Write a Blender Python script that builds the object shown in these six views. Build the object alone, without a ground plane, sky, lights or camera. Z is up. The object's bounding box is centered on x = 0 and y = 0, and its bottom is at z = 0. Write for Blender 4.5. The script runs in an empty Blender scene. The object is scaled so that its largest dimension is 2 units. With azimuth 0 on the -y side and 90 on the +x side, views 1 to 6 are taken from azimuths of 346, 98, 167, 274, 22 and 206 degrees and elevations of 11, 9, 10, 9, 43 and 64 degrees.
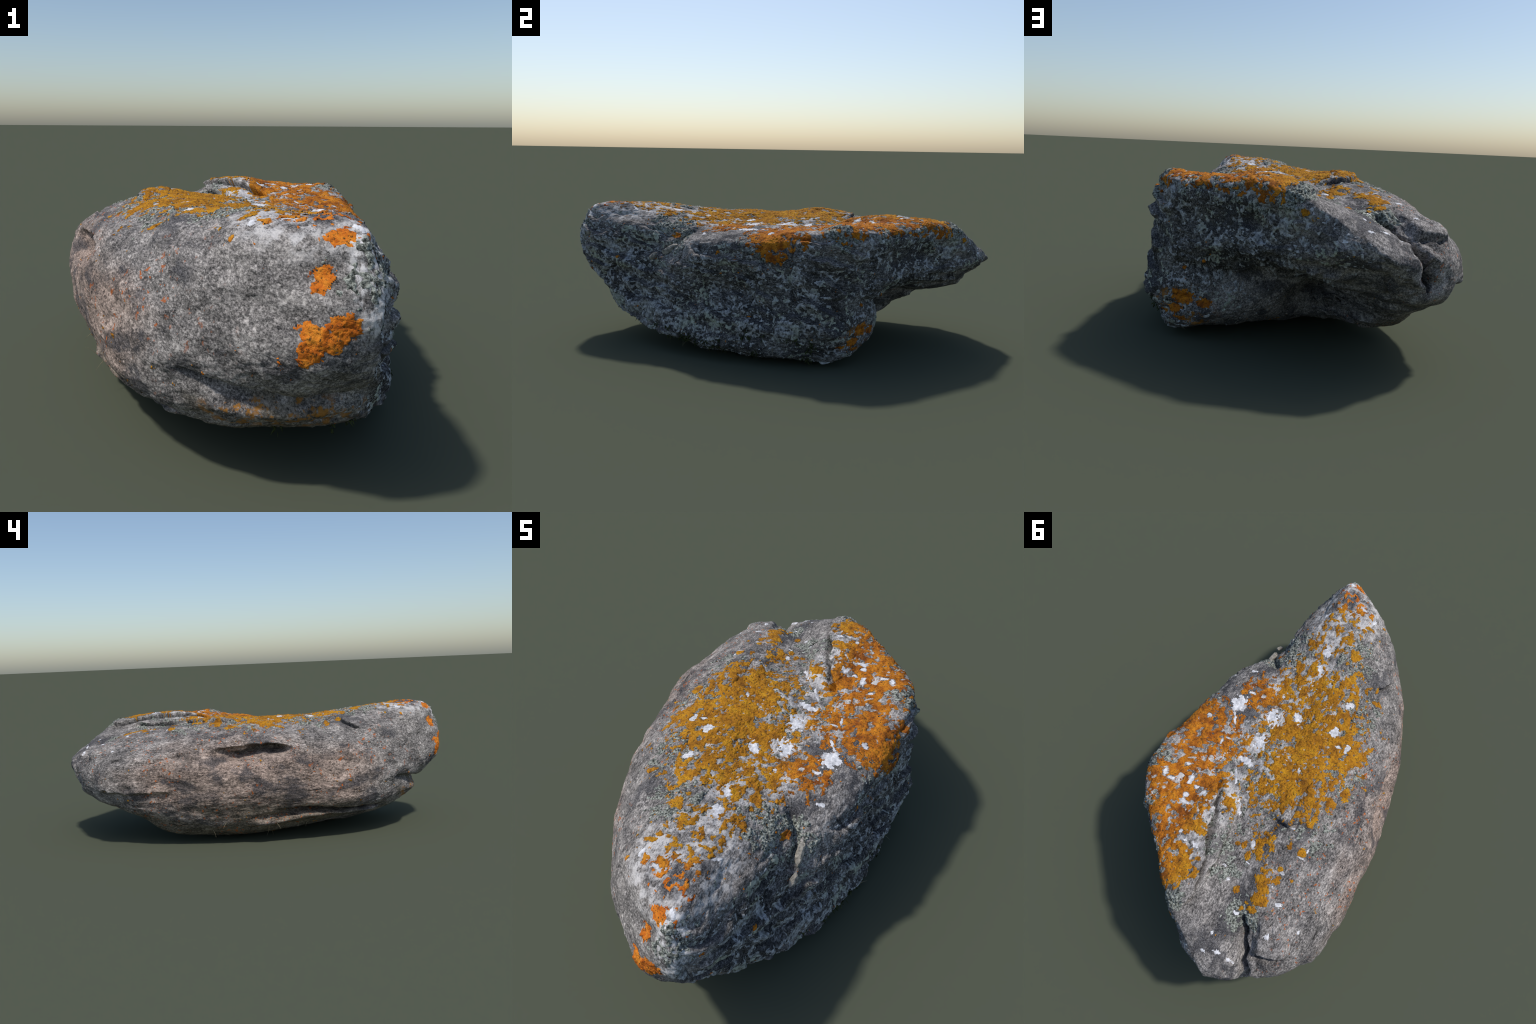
"""A lichen-covered gneiss boulder: long, wedge-ended, undercut at one end.

The body is a skin stretched smoothly over cross-sections, then cut by named
cracks, ledges and slots and roughened.  Lichens are crusts of their own that
lie on the rock; moss, straw and a loose chip are separate parts.
"""
import math
import bpy
import numpy as np

rng = np.random.default_rng(11)
f32 = np.float32

# ---------------------------------------------------------------- noise ----
PERM = np.random.default_rng(5).permutation(256).astype(np.int32)
PERM = np.concatenate([PERM, PERM, PERM])
G3 = np.random.default_rng(6).normal(size=(256, 3)).astype(f32)
G3 /= np.linalg.norm(G3, axis=1, keepdims=True)


def noise(p, seed=0):
    """Gradient noise, about -0.6 .. 0.6."""
    p = p + f32(seed * 17.31 + 100.0)
    i = np.floor(p).astype(np.int32)
    f = (p - i).astype(f32)
    i &= 255
    u = f * f * f * (f * (f * 6 - 15) + 10)
    out = np.zeros(len(p), f32)
    for dx in (0, 1):
        wx = u[:, 0] if dx else 1 - u[:, 0]
        a = PERM[i[:, 0] + dx]
        for dy in (0, 1):
            wy = wx * (u[:, 1] if dy else 1 - u[:, 1])
            b = PERM[a + i[:, 1] + dy]
            for dz in (0, 1):
                g = G3[PERM[b + i[:, 2] + dz]]
                v = g[:, 0] * (f[:, 0] - dx) + g[:, 1] * (f[:, 1] - dy) + g[:, 2] * (f[:, 2] - dz)
                out += wy * (u[:, 2] if dz else 1 - u[:, 2]) * v
    return out


def fbm(p, octaves=4, seed=0, gain=0.5, lac=2.03):
    out, amp, p = np.zeros(len(p), f32), 1.0, p.astype(f32)
    for o in range(octaves):
        out += amp * noise(p, seed + o)
        p, amp = p * f32(lac), amp * gain
    return out


def billow(p, octaves=3, seed=0, gain=0.5):
    """Rounded lumps divided by narrow creases."""
    out, amp, p = np.zeros(len(p), f32), 1.0, p.astype(f32)
    for o in range(octaves):
        out += amp * (np.abs(noise(p, seed + o)) * 2 - 0.4)
        p, amp = p * f32(2.1), amp * gain
    return out


def smooth(a, b, x):
    t = np.clip((x - a) / (b - a), 0, 1)
    return t * t * (3 - 2 * t)


# ------------------------------------------------------- the bare form -----
# Cross-sections at stations along the length (y, metres); each goes round
# from the west waist over the top to the east and back underneath (x, z; cm).
SECTIONS = [
    (-0.998, [(7, 46)]),
    (-0.985, [(11, 47), (1, 44), (5, 50), (8, 41)]),
    (-0.965, [(-6, 42), (-2, 50), (2, 54), (8, 57), (13, 50), (13, 40), (7, 35), (-3, 36)]),
    (-0.92, [(-7, 46), (-2, 53), (2, 61), (9, 63), (14, 57), (17, 48), (17, 40), (13, 32), (2, 30), (-5, 31), (-10, 38)]),
    (-0.85, [(-15, 46), (-10, 56), (-4, 63), (5, 65), (14, 60), (19.5, 51), (19, 41), (17, 31), (12, 25), (3, 23), (-3, 23), (-10, 26), (-16, 31), (-17, 39)]),
    (-0.75, [(-24, 47), (-18, 58), (-8, 64), (4, 64), (14, 59), (21, 50), (23.5, 38), (21.5, 25), (18, 13), (5, 12), (-6, 14), (-18, 16), (-25, 26), (-27, 37)]),
    (-0.62, [(-31, 45), (-27, 55), (-16, 62), (-4, 64), (10, 62), (20, 56), (23, 45), (28, 34), (26, 24), (28, 12), (10, 9), (-3, 7), (-15, 9), (-28, 14), (-35, 24), (-35, 35)]),
    (-0.48, [(-39, 44), (-31, 53), (-20, 60), (-2, 61), (12, 58), (24, 51), (33, 42), (35, 32), (33.5, 21), (36.5, 9), (12, 6), (-2, 3), (-16, 7), (-30, 12), (-41, 20), (-41, 32)]),
    (-0.32, [(-45, 42), (-37, 53), (-20, 60), (-1, 59), (16, 57), (34, 53), (42, 42), (38, 30), (41, 18), (42, 8), (17, 4), (-1, 2), (-18, 4), (-33, 9), (-43, 19), (-46, 31)]),
    (-0.16, [(-49, 42), (-41, 54), (-21, 60), (-1, 57), (16, 56), (37, 55), (43, 42), (39, 31), (45, 17), (46, 7), (19, 2), (-1, 1), (-20, 2), (-37, 8), (-46, 19), (-50, 31)]),
    (0.0, [(-51, 42), (-40, 54), (-21, 60), (-1, 59), (17, 57), (31, 56), (43, 54), (47.5, 42), (47, 31), (49, 17), (48.5, 7), (20, 2), (-1, 1), (-22, 1), (-41, 7), (-49, 20), (-52, 31)]),
    (0.16, [(-52, 43), (-39, 55), (-21, 61), (0, 59), (17, 57), (33, 57), (46, 58), (51, 44), (51, 32), (52.5, 18), (48, 6), (20, 2), (0, 1), (-22, 1), (-42, 7), (-51, 19), (-53, 31)]),
    (0.29, [(-52, 44), (-39, 55), (-19, 59), (0, 57), (17, 57), (33, 60), (45, 60), (52, 45), (52.5, 32), (53, 18), (46, 3), (21, 3), (0, 6), (-20, 6), (-41, 6), (-51, 20), (-53, 31)]),
    (0.40, [(-52, 44), (-37, 53), (-20, 58), (-2, 56), (17, 60), (42, 59.5), (46, 44), (46, 33), (43, 25), (38.5, 16), (29, 8), (13, 10), (-2, 18), (-14, 17), (-25, 5), (-40, 5), (-51, 20), (-52, 31)]),
    (0.455, [(42, 42), (42, 34), (34, 29), (16, 27), (3, 24), (-8, 22), (-17, 17), (-26, 7), (-40, 7)]),
    (0.52, [(-48, 45), (-35, 52), (-22, 55.5), (-7, 54), (11, 60), (32.5, 60.5), (35, 46), (36, 35), (26, 31), (11, 29), (3, 27), (-8, 25), (-17, 21), (-27, 12), (-41, 13), (-50, 25), (-51, 37)]),
    (0.65, [(-45, 45), (-33, 52), (-22, 54.5), (-10, 53), (-1, 55), (8, 59.5), (20.5, 61), (21, 48), (23, 36), (15, 32), (9, 30.5), (-2, 28), (-10, 25), (-24, 21), (-35, 17), (-45, 21), (-49, 31), (-49, 41)]),
    (0.78, [(-39, 45), (-31, 48), (-22, 49), (-16, 49), (-3, 54), (5, 57), (11, 59), (12, 46), (13, 37), (0, 31), (-10, 27.5), (-20, 23), (-37, 22), (-44, 31), (-42, 42)]),
    (0.87, [(-35, 41), (-30, 44), (-20, 46), (-14, 48), (-5, 51), (4, 53), (6, 43), (6, 39), (-9, 33), (-15, 29.5), (-24, 25), (-31, 26), (-36, 32)]),
    (0.94, [(-24, 41), (-17, 43), (-10, 46), (-3, 46), (2, 42), (-4, 38), (-11, 35.5), (-20, 32.5), (-25, 36)]),
    (0.965, [(-20, 41)]),
    (1.003, [(-12, 41)]),
]
CORE = np.array([-0.02, 0.0, 0.36])
REACH = np.array([0.5, 1.0, 0.34])

KNOTS = np.array([(x / 100, y, z / 100) for y, ring in SECTIONS for x, z in ring])


def stretch_skin(directions):
    """Smooth skin through the section points, as reach along each direction."""
    q = (KNOTS - CORE) / REACH
    r = np.linalg.norm(q, axis=1)
    d = q / r[:, None]
    n = len(d)
    dist = np.linalg.norm(d[:, None] - d[None], axis=2)
    a = np.zeros((n + 1, n + 1))
    a[:n, :n] = -dist ** 1.5 + 0.004 * np.eye(n) * 1.0
    a[:n, n] = a[n, :n] = 1
    w = np.linalg.solve(a, np.append(r, 0))
    out = np.empty(len(directions))
    d32 = d.astype(f32)
    for s in range(0, len(directions), 60000):
        c = directions[s:s + 60000].astype(f32)
        g = np.maximum(2 - 2 * (c @ d32.T), 0) ** f32(0.75)
        out[s:s + 60000] = -(g @ w[:n].astype(f32)) + w[n]
    return out


def box_lattice(nx, ny, nz):
    """Quads over a box, welded along its edges, blown up into a ball."""
    n = np.array([nx, ny, nz])
    keys, quads = [], []
    base = 0
    for axis in range(3):
        b, c = (axis + 1) % 3, (axis + 2) % 3
        for side in (0, 1):
            i, j = np.meshgrid(np.arange(n[b] + 1), np.arange(n[c] + 1), indexing="ij")
            k = np.zeros((i.size, 3), np.int64)
            k[:, axis], k[:, b], k[:, c] = side * n[axis], i.ravel(), j.ravel()
            keys.append(k)
            m = np.arange(i.size).reshape(i.shape) + base
            q = np.stack([m[:-1, :-1], m[1:, :-1], m[1:, 1:], m[:-1, 1:]], -1).reshape(-1, 4)
            quads.append(q if side else q[:, ::-1])
            base += i.size
    keys = np.concatenate(keys)
    code = (keys[:, 0] * 4096 + keys[:, 1]) * 4096 + keys[:, 2]
    _, first, back = np.unique(code, return_index=True, return_inverse=True)
    p = keys[first] / n * 2 - 1
    p = np.tan(p * math.pi / 4 * 0.94)
    p /= np.linalg.norm(p, axis=1, keepdims=True)
    return p, back.ravel()[np.concatenate(quads)]


def normals_of(p, quads):
    n = np.cross(p[quads[:, 2]] - p[quads[:, 0]], p[quads[:, 3]] - p[quads[:, 1]])
    out = np.stack([sum(np.bincount(quads[:, c], n[:, k], len(p)) for c in range(4)) for k in range(3)], 1)
    return out / np.maximum(np.linalg.norm(out, axis=1, keepdims=True), 1e-12)


DIRS, QUADS = box_lattice(300, 620, 230)
P = CORE + REACH * DIRS * stretch_skin(DIRS)[:, None]
N = normals_of(P, QUADS)


# ------------------------------------------------ cracks, ledges, slots ----
def near_line(p, line, reach):
    """Indices within reach of a polyline, distance to it, how far along it
    (0..1) and the offset vector from it."""
    line = np.array([p[((p - k) ** 2).sum(1).argmin()] for k in np.asarray(line, float)])
    lo, hi = line.min(0) - reach, line.max(0) + reach
    idx = np.where(((p > lo) & (p < hi)).all(1))[0]
    q = p[idx]
    seg = np.linalg.norm(np.diff(line, axis=0), axis=1)
    start = np.concatenate([[0], np.cumsum(seg)])
    best = np.full(len(q), 9.0)
    along = np.zeros(len(q))
    off = np.zeros_like(q)
    for k in range(len(seg)):
        a, b = line[k], line[k + 1]
        t = np.clip(((q - a) @ (b - a)) / (seg[k] ** 2), 0, 1)
        v = q - (a + t[:, None] * (b - a))
        d = np.linalg.norm(v, axis=1)
        m = d < best
        best[m], along[m], off[m] = d[m], (start[k] + t[m] * seg[k]) / start[-1], v[m]
    m = best < reach
    return idx[m], best[m], along[m], off[m]


def taper(t, ends=0.2):
    return smooth(0, ends, t) * smooth(0, ends, 1 - t)


def groove(line, width, depth, ends=0.2, push=None, ragged=0.35, seed=0, power=2):
    """A furrow along a line; push, if given, is the direction it is driven."""
    global P
    i, d, t, off = near_line(P, line, width * 3.2)
    w = width * (1 + ragged * 1.6 * noise((P[i] * 22).astype(f32), seed + 40))
    s = depth * np.exp(-(d / w) ** power) * taper(t, ends)
    P[i] += (-N[i] if push is None else np.asarray(push, float)) * s[:, None]


def step(line, up, height, fall, ends=0.15, edge=0.008, ragged=0.012, seed=0):
    """A ledge: on the side of the line that 'up' points to the surface is
    raised by height, fading out over the distance fall."""
    global P
    up = np.asarray(up, float) / np.linalg.norm(up)
    i, d, t, off = near_line(P, line, fall)
    s = off @ up + ragged * 2 * fbm((P[i] * 14).astype(f32), 3, seed + 60)
    h = height * smooth(-edge, edge, s) * (1 - smooth(edge, fall, np.maximum(s, 0))) * taper(t, ends)
    P[i] += N[i] * h[:, None]


def bulge(centre, radii, height, seed=0):
    global P
    q = (P - np.asarray(centre)) / np.asarray(radii)
    r2 = (q * q).sum(1)
    i = np.where(r2 < 6)[0]
    P[i] += N[i] * (height * np.exp(-r2[i]))[:, None]


# broad unevenness: gneiss layers run along the length, slightly dipping
east = smooth(0.05, 0.35, N[:, 0] + 0.25 * N[:, 1]) * (1 - smooth(0.45, 0.8, N[:, 2]))
north_face = smooth(0.35, 0.7, N[:, 1])
warp = P + 0.05 * np.stack([fbm((P * 5).astype(f32), 2, s) for s in (1, 2, 3)], 1)
layers = fbm((warp * (9, 2.4, 12)).astype(f32), 4, 11)
lumps = fbm((warp * (6, 4.5, 6)).astype(f32), 4, 21)
P += N * (0.008 * layers + 0.010 * lumps)[:, None]
# the east wall is broken in benches: saw-tooth layers dipping to the south,
# interrupted by upright fractures
dip = warp[:, 2] + 0.22 * warp[:, 1] + 0.05 * fbm((P * (5, 5, 5)).astype(f32), 3, 33)
tooth = np.mod(dip / 0.085, 1.0)
bench = smooth(0, 0.82, tooth) * (1 - smooth(0.84, 1.0, tooth)) - 0.42
crag = fbm((warp * (6, 6, 6)).astype(f32), 3, 35, 0.45)
upright = np.abs(noise((warp * (9, 9, 2.2)).astype(f32), 37))
split = -np.exp(-(upright / 0.05) ** 2)
P += N * (east * (1 - 0.7 * north_face) * (0.022 * bench * smooth(-0.25, 0.15, crag) + 0.015 * crag + 0.011 * split) - 0.010 * east * smooth(0.12, 0.30, P[:, 2]))[:, None]
N = normals_of(P, QUADS)

# the raised slab on the north-east of the top, with its undercut edge
SLAB_EDGE = [(0.20, 0.24, 0.555), (0.15, 0.32, 0.55), (0.12, 0.45, 0.57), (0.09, 0.57, 0.58), (0.055, 0.70, 0.57), (0.05, 0.77, 0.56), (0.10, 0.82, 0.55)]
step(SLAB_EDGE, (0.9, 0.1, 0.2), 0.020, 0.13, ends=0.12, edge=0.003, ragged=0.010, seed=1)
N = normals_of(P, QUADS)
groove([(x - 0.006, y, z + 0.004) for x, y, z in SLAB_EDGE], 0.012, 0.050, 0.12, push=(0.65, 0.1, -0.75), ragged=0.6, seed=2, power=4)
# second, lower leaf beside it
step([(0.09, 0.26, 0.54), (0.04, 0.40, 0.57), (0.03, 0.50, 0.57), (0.02, 0.58, 0.57), (0.02, 0.66, 0.57), (0.01, 0.72, 0.55)], (1, 0, 0), 0.014, 0.07, edge=0.005, ragged=0.006, seed=3)
groove([(0.035, 0.41, 0.57), (0.025, 0.50, 0.57), (0.015, 0.58, 0.57), (0.015, 0.66, 0.57)], 0.007, 0.022, 0.2, push=(0.7, 0, -0.6), seed=34, power=4)
# long dip between slab and crown
groove([(0.13, 0.16, 0.55), (0.09, 0.25, 0.55), (0.04, 0.35, 0.56), (0.0, 0.5, 0.55), (-0.1, 0.66, 0.52), (-0.17, 0.75, 0.48)], 0.045, 0.016, 0.25, seed=4)
# little flakes lifting from the crown
step([(-0.08, 0.30, 0.58), (-0.15, 0.335, 0.575), (-0.19, 0.33, 0.57), (-0.26, 0.26, 0.57), (-0.29, 0.13, 0.58), (-0.30, 0.06, 0.58)], (0.6, -0.8, 0.3), 0.018, 0.10, edge=0.005, ragged=0.008, seed=5)
groove([(-0.11, 0.32, 0.57), (-0.15, 0.335, 0.57), (-0.19, 0.335, 0.57), (-0.23, 0.30, 0.57)], 0.007, 0.018, 0.25, push=(0.1, -0.7, -0.4), seed=6)
step([(-0.30, -0.55, 0.54), (-0.29, -0.50, 0.56), (-0.26, -0.44, 0.58), (-0.23, -0.38, 0.59)], (0.5, -1, 0.4), 0.014, 0.09, edge=0.005, seed=7)
groove([(-0.31, -0.53, 0.54), (-0.28, -0.475, 0.565), (-0.26, -0.43, 0.58)], 0.006, 0.018, 0.25, push=(0.5, -0.5, -0.6), seed=8)
groove([(-0.19, -0.62, 0.60), (-0.22, -0.70, 0.58), (-0.19, -0.79, 0.54), (-0.12, -0.85, 0.55)], 0.03, 0.012, 0.25, seed=26)
# cleft that splits the north end into two lobes
CLEFT = [(-0.15, 0.71, 0.51), (-0.19, 0.77, 0.48), (-0.22, 0.83, 0.45), (-0.25, 0.90, 0.42), (-0.275, 0.92, 0.38), (-0.285, 0.90, 0.33), (-0.28, 0.86, 0.27)]
groove(CLEFT, 0.045, 0.032, 0.25, ragged=0.8, seed=10)
groove(CLEFT, 0.013, 0.100, 0.3, push=(-0.1, -0.8, -0.6), seed=9, ragged=0.7, power=3)
groove([(-0.25, 0.85, 0.44), (-0.30, 0.84, 0.44), (-0.34, 0.835, 0.435), (-0.38, 0.80, 0.44)], 0.008, 0.028, 0.25, push=(0.3, -0.8, -0.5), seed=11)
step([(-0.24, 0.83, 0.45), (-0.30, 0.83, 0.45), (-0.36, 0.81, 0.45), (-0.40, 0.76, 0.45)], (-0.1, -0.6, 0.8), 0.018, 0.12, seed=12)
# lip and seams under the overhanging nose
groove([(0.46, 0.36, 0.29), (0.41, 0.41, 0.28), (0.32, 0.43, 0.275), (0.2, 0.43, 0.26), (0.08, 0.43, 0.23), (-0.06, 0.44, 0.20)], 0.024, 0.024, 0.2, push=(-0.25, -0.8, 0.35), seed=27)
groove([(0.22, 0.68, 0.34), (0.12, 0.74, 0.335), (0.02, 0.82, 0.345), (-0.08, 0.88, 0.345), (-0.2, 0.90, 0.33)], 0.022, 0.026, 0.2, seed=28)
groove([(0.2, 0.47, 0.27), (0.05, 0.51, 0.26), (-0.08, 0.55, 0.235), (-0.17, 0.60, 0.22), (-0.25, 0.67, 0.215)], 0.038, 0.080, 0.25, push=(-0.3, -0.7, 0.5), seed=32)
bulge((-0.10, 0.40, 0.14), (0.09, 0.12, 0.08), -0.085)
# slot in the west flank and the seam that carries it northward
SLOT = [(-0.505, 0.21, 0.455), (-0.50, 0.14, 0.465), (-0.50, 0.05, 0.468), (-0.49, -0.06, 0.462), (-0.475, -0.15, 0.458)]
groove([(x, y, z - 0.035) for x, y, z in SLOT], 0.05, 0.026, 0.25, seed=29)
step([(-0.50, 0.40, 0.44), (-0.51, 0.22, 0.455), (-0.50, 0.02, 0.46), (-0.46, -0.20, 0.45)], (-0.4, 0, 1), 0.012, 0.10, edge=0.02, seed=13)
groove(SLOT[:4], 0.018, 0.045, 0.45, push=(0.96, 0.0, 0.16), ragged=0.3, seed=14, power=3)
groove(SLOT[1:] + [(-0.455, -0.22, 0.452)], 0.027, 0.115, 0.28, push=(0.96, 0.0, 0.16), ragged=0.3, seed=36, power=3)
groove([(-0.49, 0.60, 0.42), (-0.51, 0.50, 0.425), (-0.50, 0.40, 0.45), (-0.51, 0.26, 0.46)], 0.014, 0.018, 0.2, seed=15)
# dent and break line low on the north-west
step([(-0.52, 0.36, 0.27), (-0.51, 0.50, 0.29), (-0.47, 0.65, 0.29), (-0.43, 0.78, 0.30)], (-0.4, 0, 1), 0.022, 0.13, edge=0.012, seed=16)
bulge((-0.48, 0.60, 0.30), (0.06, 0.03, 0.02), -0.025)
# slot above the basal rib, west and south
RIB = [(-0.47, 0.06, 0.135), (-0.43, -0.10, 0.13), (-0.42, -0.24, 0.15), (-0.39, -0.36, 0.15), (-0.34, -0.46, 0.145), (-0.29, -0.57, 0.145), (-0.25, -0.66, 0.155)]
groove(RIB, 0.03, 0.018, 0.2, seed=18)
groove(RIB[1:], 0.022, 0.085, 0.25, push=(0.8, 0.4, 0.35), seed=17, power=3)
groove([(x - 0.01, y - 0.01, z - 0.045) for x, y, z in RIB], 0.026, 0.040, 0.15, push=(-0.85, -0.5, 0.10), ragged=0.5, seed=31)
CREASE = [(-0.31, -0.69, 0.29), (-0.25, -0.76, 0.27), (-0.16, -0.82, 0.255), (-0.06, -0.85, 0.24), (0.05, -0.86, 0.245), (0.13, -0.84, 0.265)]
groove(CREASE, 0.020, 0.036, 0.2, push=(0.1, 0.85, 0.5), seed=20)
groove([(x, y + 0.02, z - 0.05) for x, y, z in CREASE[1:]], 0.024, 0.022, 0.2, push=(-0.15, -0.95, 0.1), ragged=0.5, seed=19)
groove([(-0.27, -0.63, 0.16), (-0.19, -0.71, 0.16), (-0.09, -0.77, 0.16), (0.03, -0.82, 0.17), (0.12, -0.80, 0.16)], 0.008, 0.035, 0.2, push=(0.1, 0.8, 0.5), seed=33)
# broken east wall: furrow above a bench, and the gully that cuts the brow
groove([(0.19, -0.83, 0.33), (0.22, -0.76, 0.33), (0.26, -0.68, 0.33), (0.29, -0.58, 0.37), (0.33, -0.50, 0.37)], 0.03, 0.016, seed=21)
step([(0.24, -0.76, 0.25), (0.33, -0.52, 0.24), (0.39, -0.36, 0.23), (0.42, -0.18, 0.22), (0.46, 0.0, 0.21), (0.50, 0.12, 0.20)], (0.3, 0, -1), 0.009, 0.10, edge=0.012, ragged=0.02, seed=23)
GULLY = [(0.20, -0.36, 0.56), (0.24, -0.40, 0.52), (0.27, -0.46, 0.47), (0.27, -0.54, 0.43), (0.25, -0.62, 0.41)]
groove(GULLY, 0.035, 0.010, 0.2, seed=24)
groove(GULLY[:4], 0.014, 0.025, 0.2, seed=25)
bulge((0.20, -0.72, 0.53), (0.06, 0.07, 0.04), 0.015)
bulge((0.45, 0.31, 0.60), (0.05, 0.05, 0.03), 0.012)
N = normals_of(P, QUADS)

# grain of the rock face: foliation wrinkles, pits and gritty roughness
calm = smooth(0.0, -0.25, P[:, 0] - 0.15 * P[:, 1])
fine = fbm((P * (60, 26, 75)).astype(f32), 3, 51)
grit = noise((P * 190).astype(f32), 55)
pits = np.maximum(0, noise((P * (34, 20, 44)).astype(f32), 57) - 0.27)
wall = fbm((warp * 30).astype(f32), 4, 58, 0.6)
P += N * ((0.0032 - 0.0012 * calm) * fine + 0.0008 * grit - (0.012 - 0.006 * calm) * pits + east * 0.0045 * wall)[:, None]
P[:, 2] = np.maximum(P[:, 2], 0.002 + 0.01 * np.abs(fine))
N = normals_of(P, QUADS)


# --------------------------------------------------------- node helpers ----
class Nodes:
    def __init__(self, name):
        self.mat = bpy.data.materials.new(name)
        self.mat.use_nodes = True
        self.t = self.mat.node_tree
        self.bsdf = self.t.nodes["Principled BSDF"]
        self.co = self.add("ShaderNodeTexCoord").outputs["Object"]

    def add(self, kind, **props):
        n = self.t.nodes.new(kind)
        for k, v in props.items():
            setattr(n, k, v)
        return n

    def put(self, socket, v):
        if isinstance(v, bpy.types.NodeSocket):
            self.t.links.new(v, socket)
        elif isinstance(v, (tuple, list)) and len(v) == 3 and len(socket.default_value) == 4:
            socket.default_value = (*v, 1)
        else:
            socket.default_value = v

    def math(self, op, a, b=0.0, clamp=False):
        n = self.add("ShaderNodeMath", operation=op, use_clamp=clamp)
        self.put(n.inputs[0], a)
        self.put(n.inputs[1], b)
        return n.outputs[0]

    def noise(self, scale, detail=4, rough=0.55, stretch=(1, 1, 1), distort=0.0, shift=(0, 0, 0)):
        m = self.add("ShaderNodeMapping")
        m.inputs["Scale"].default_value = stretch
        m.inputs["Location"].default_value = shift
        self.put(m.inputs["Vector"], self.co)
        n = self.add("ShaderNodeTexNoise")
        self.put(n.inputs["Vector"], m.outputs[0])
        for k, v in (("Scale", scale), ("Detail", detail), ("Roughness", rough), ("Distortion", distort)):
            n.inputs[k].default_value = v
        return n.outputs["Fac"]

    def ramp(self, v, lo, hi, smoothly=True):
        n = self.add("ShaderNodeMapRange", interpolation_type="SMOOTHSTEP" if smoothly else "LINEAR")
        self.put(n.inputs["Value"], v)
        n.inputs["From Min"].default_value, n.inputs["From Max"].default_value = lo, hi
        return n.outputs["Result"]

    def mix(self, fac, a, b, blend="MIX"):
        n = self.add("ShaderNodeMix", data_type="RGBA", blend_type=blend)
        self.put(n.inputs["Factor"], fac)
        self.put(n.inputs["A"], a)
        self.put(n.inputs["B"], b)
        return n.outputs["Result"]

    def colours(self, v, *stops):
        n = self.add("ShaderNodeValToRGB")
        e = n.color_ramp.elements
        while len(e) < len(stops):
            e.new(0.5)
        for k, (pos, c) in zip(e, stops):
            k.position, k.color = pos, (*c, 1)
        self.put(n.inputs[0], v)
        return n.outputs[0]

    def near(self, centre, radii):
        """1 at the centre of an ellipsoid, 0 on its skin and outside."""
        m = self.add("ShaderNodeMapping")
        m.vector_type = "POINT"
        r = np.asarray(radii, float)
        m.inputs["Scale"].default_value = tuple(1 / r)
        m.inputs["Location"].default_value = tuple(-np.asarray(centre) / r)
        self.put(m.inputs["Vector"], self.co)
        n = self.add("ShaderNodeVectorMath", operation="LENGTH")
        self.put(n.inputs[0], m.outputs[0])
        return self.math("SUBTRACT", 1.0, n.outputs["Value"], clamp=True)

    def axis(self, k):
        n = self.add("ShaderNodeSeparateXYZ")
        self.put(n.inputs[0], self.co)
        return n.outputs[k]

    def finish(self, colour, bump=None, strength=0.4, distance=0.004, rough=0.9):
        self.put(self.bsdf.inputs["Base Color"], colour)
        self.put(self.bsdf.inputs["Roughness"], rough)
        self.bsdf.inputs["Specular IOR Level"].default_value = 0.25
        if bump is not None:
            b = self.add("ShaderNodeBump")
            b.inputs["Strength"].default_value, b.inputs["Distance"].default_value = strength, distance
            self.put(b.inputs["Height"], bump)
            self.put(self.bsdf.inputs["Normal"], b.outputs[0])
        return self.mat


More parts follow.
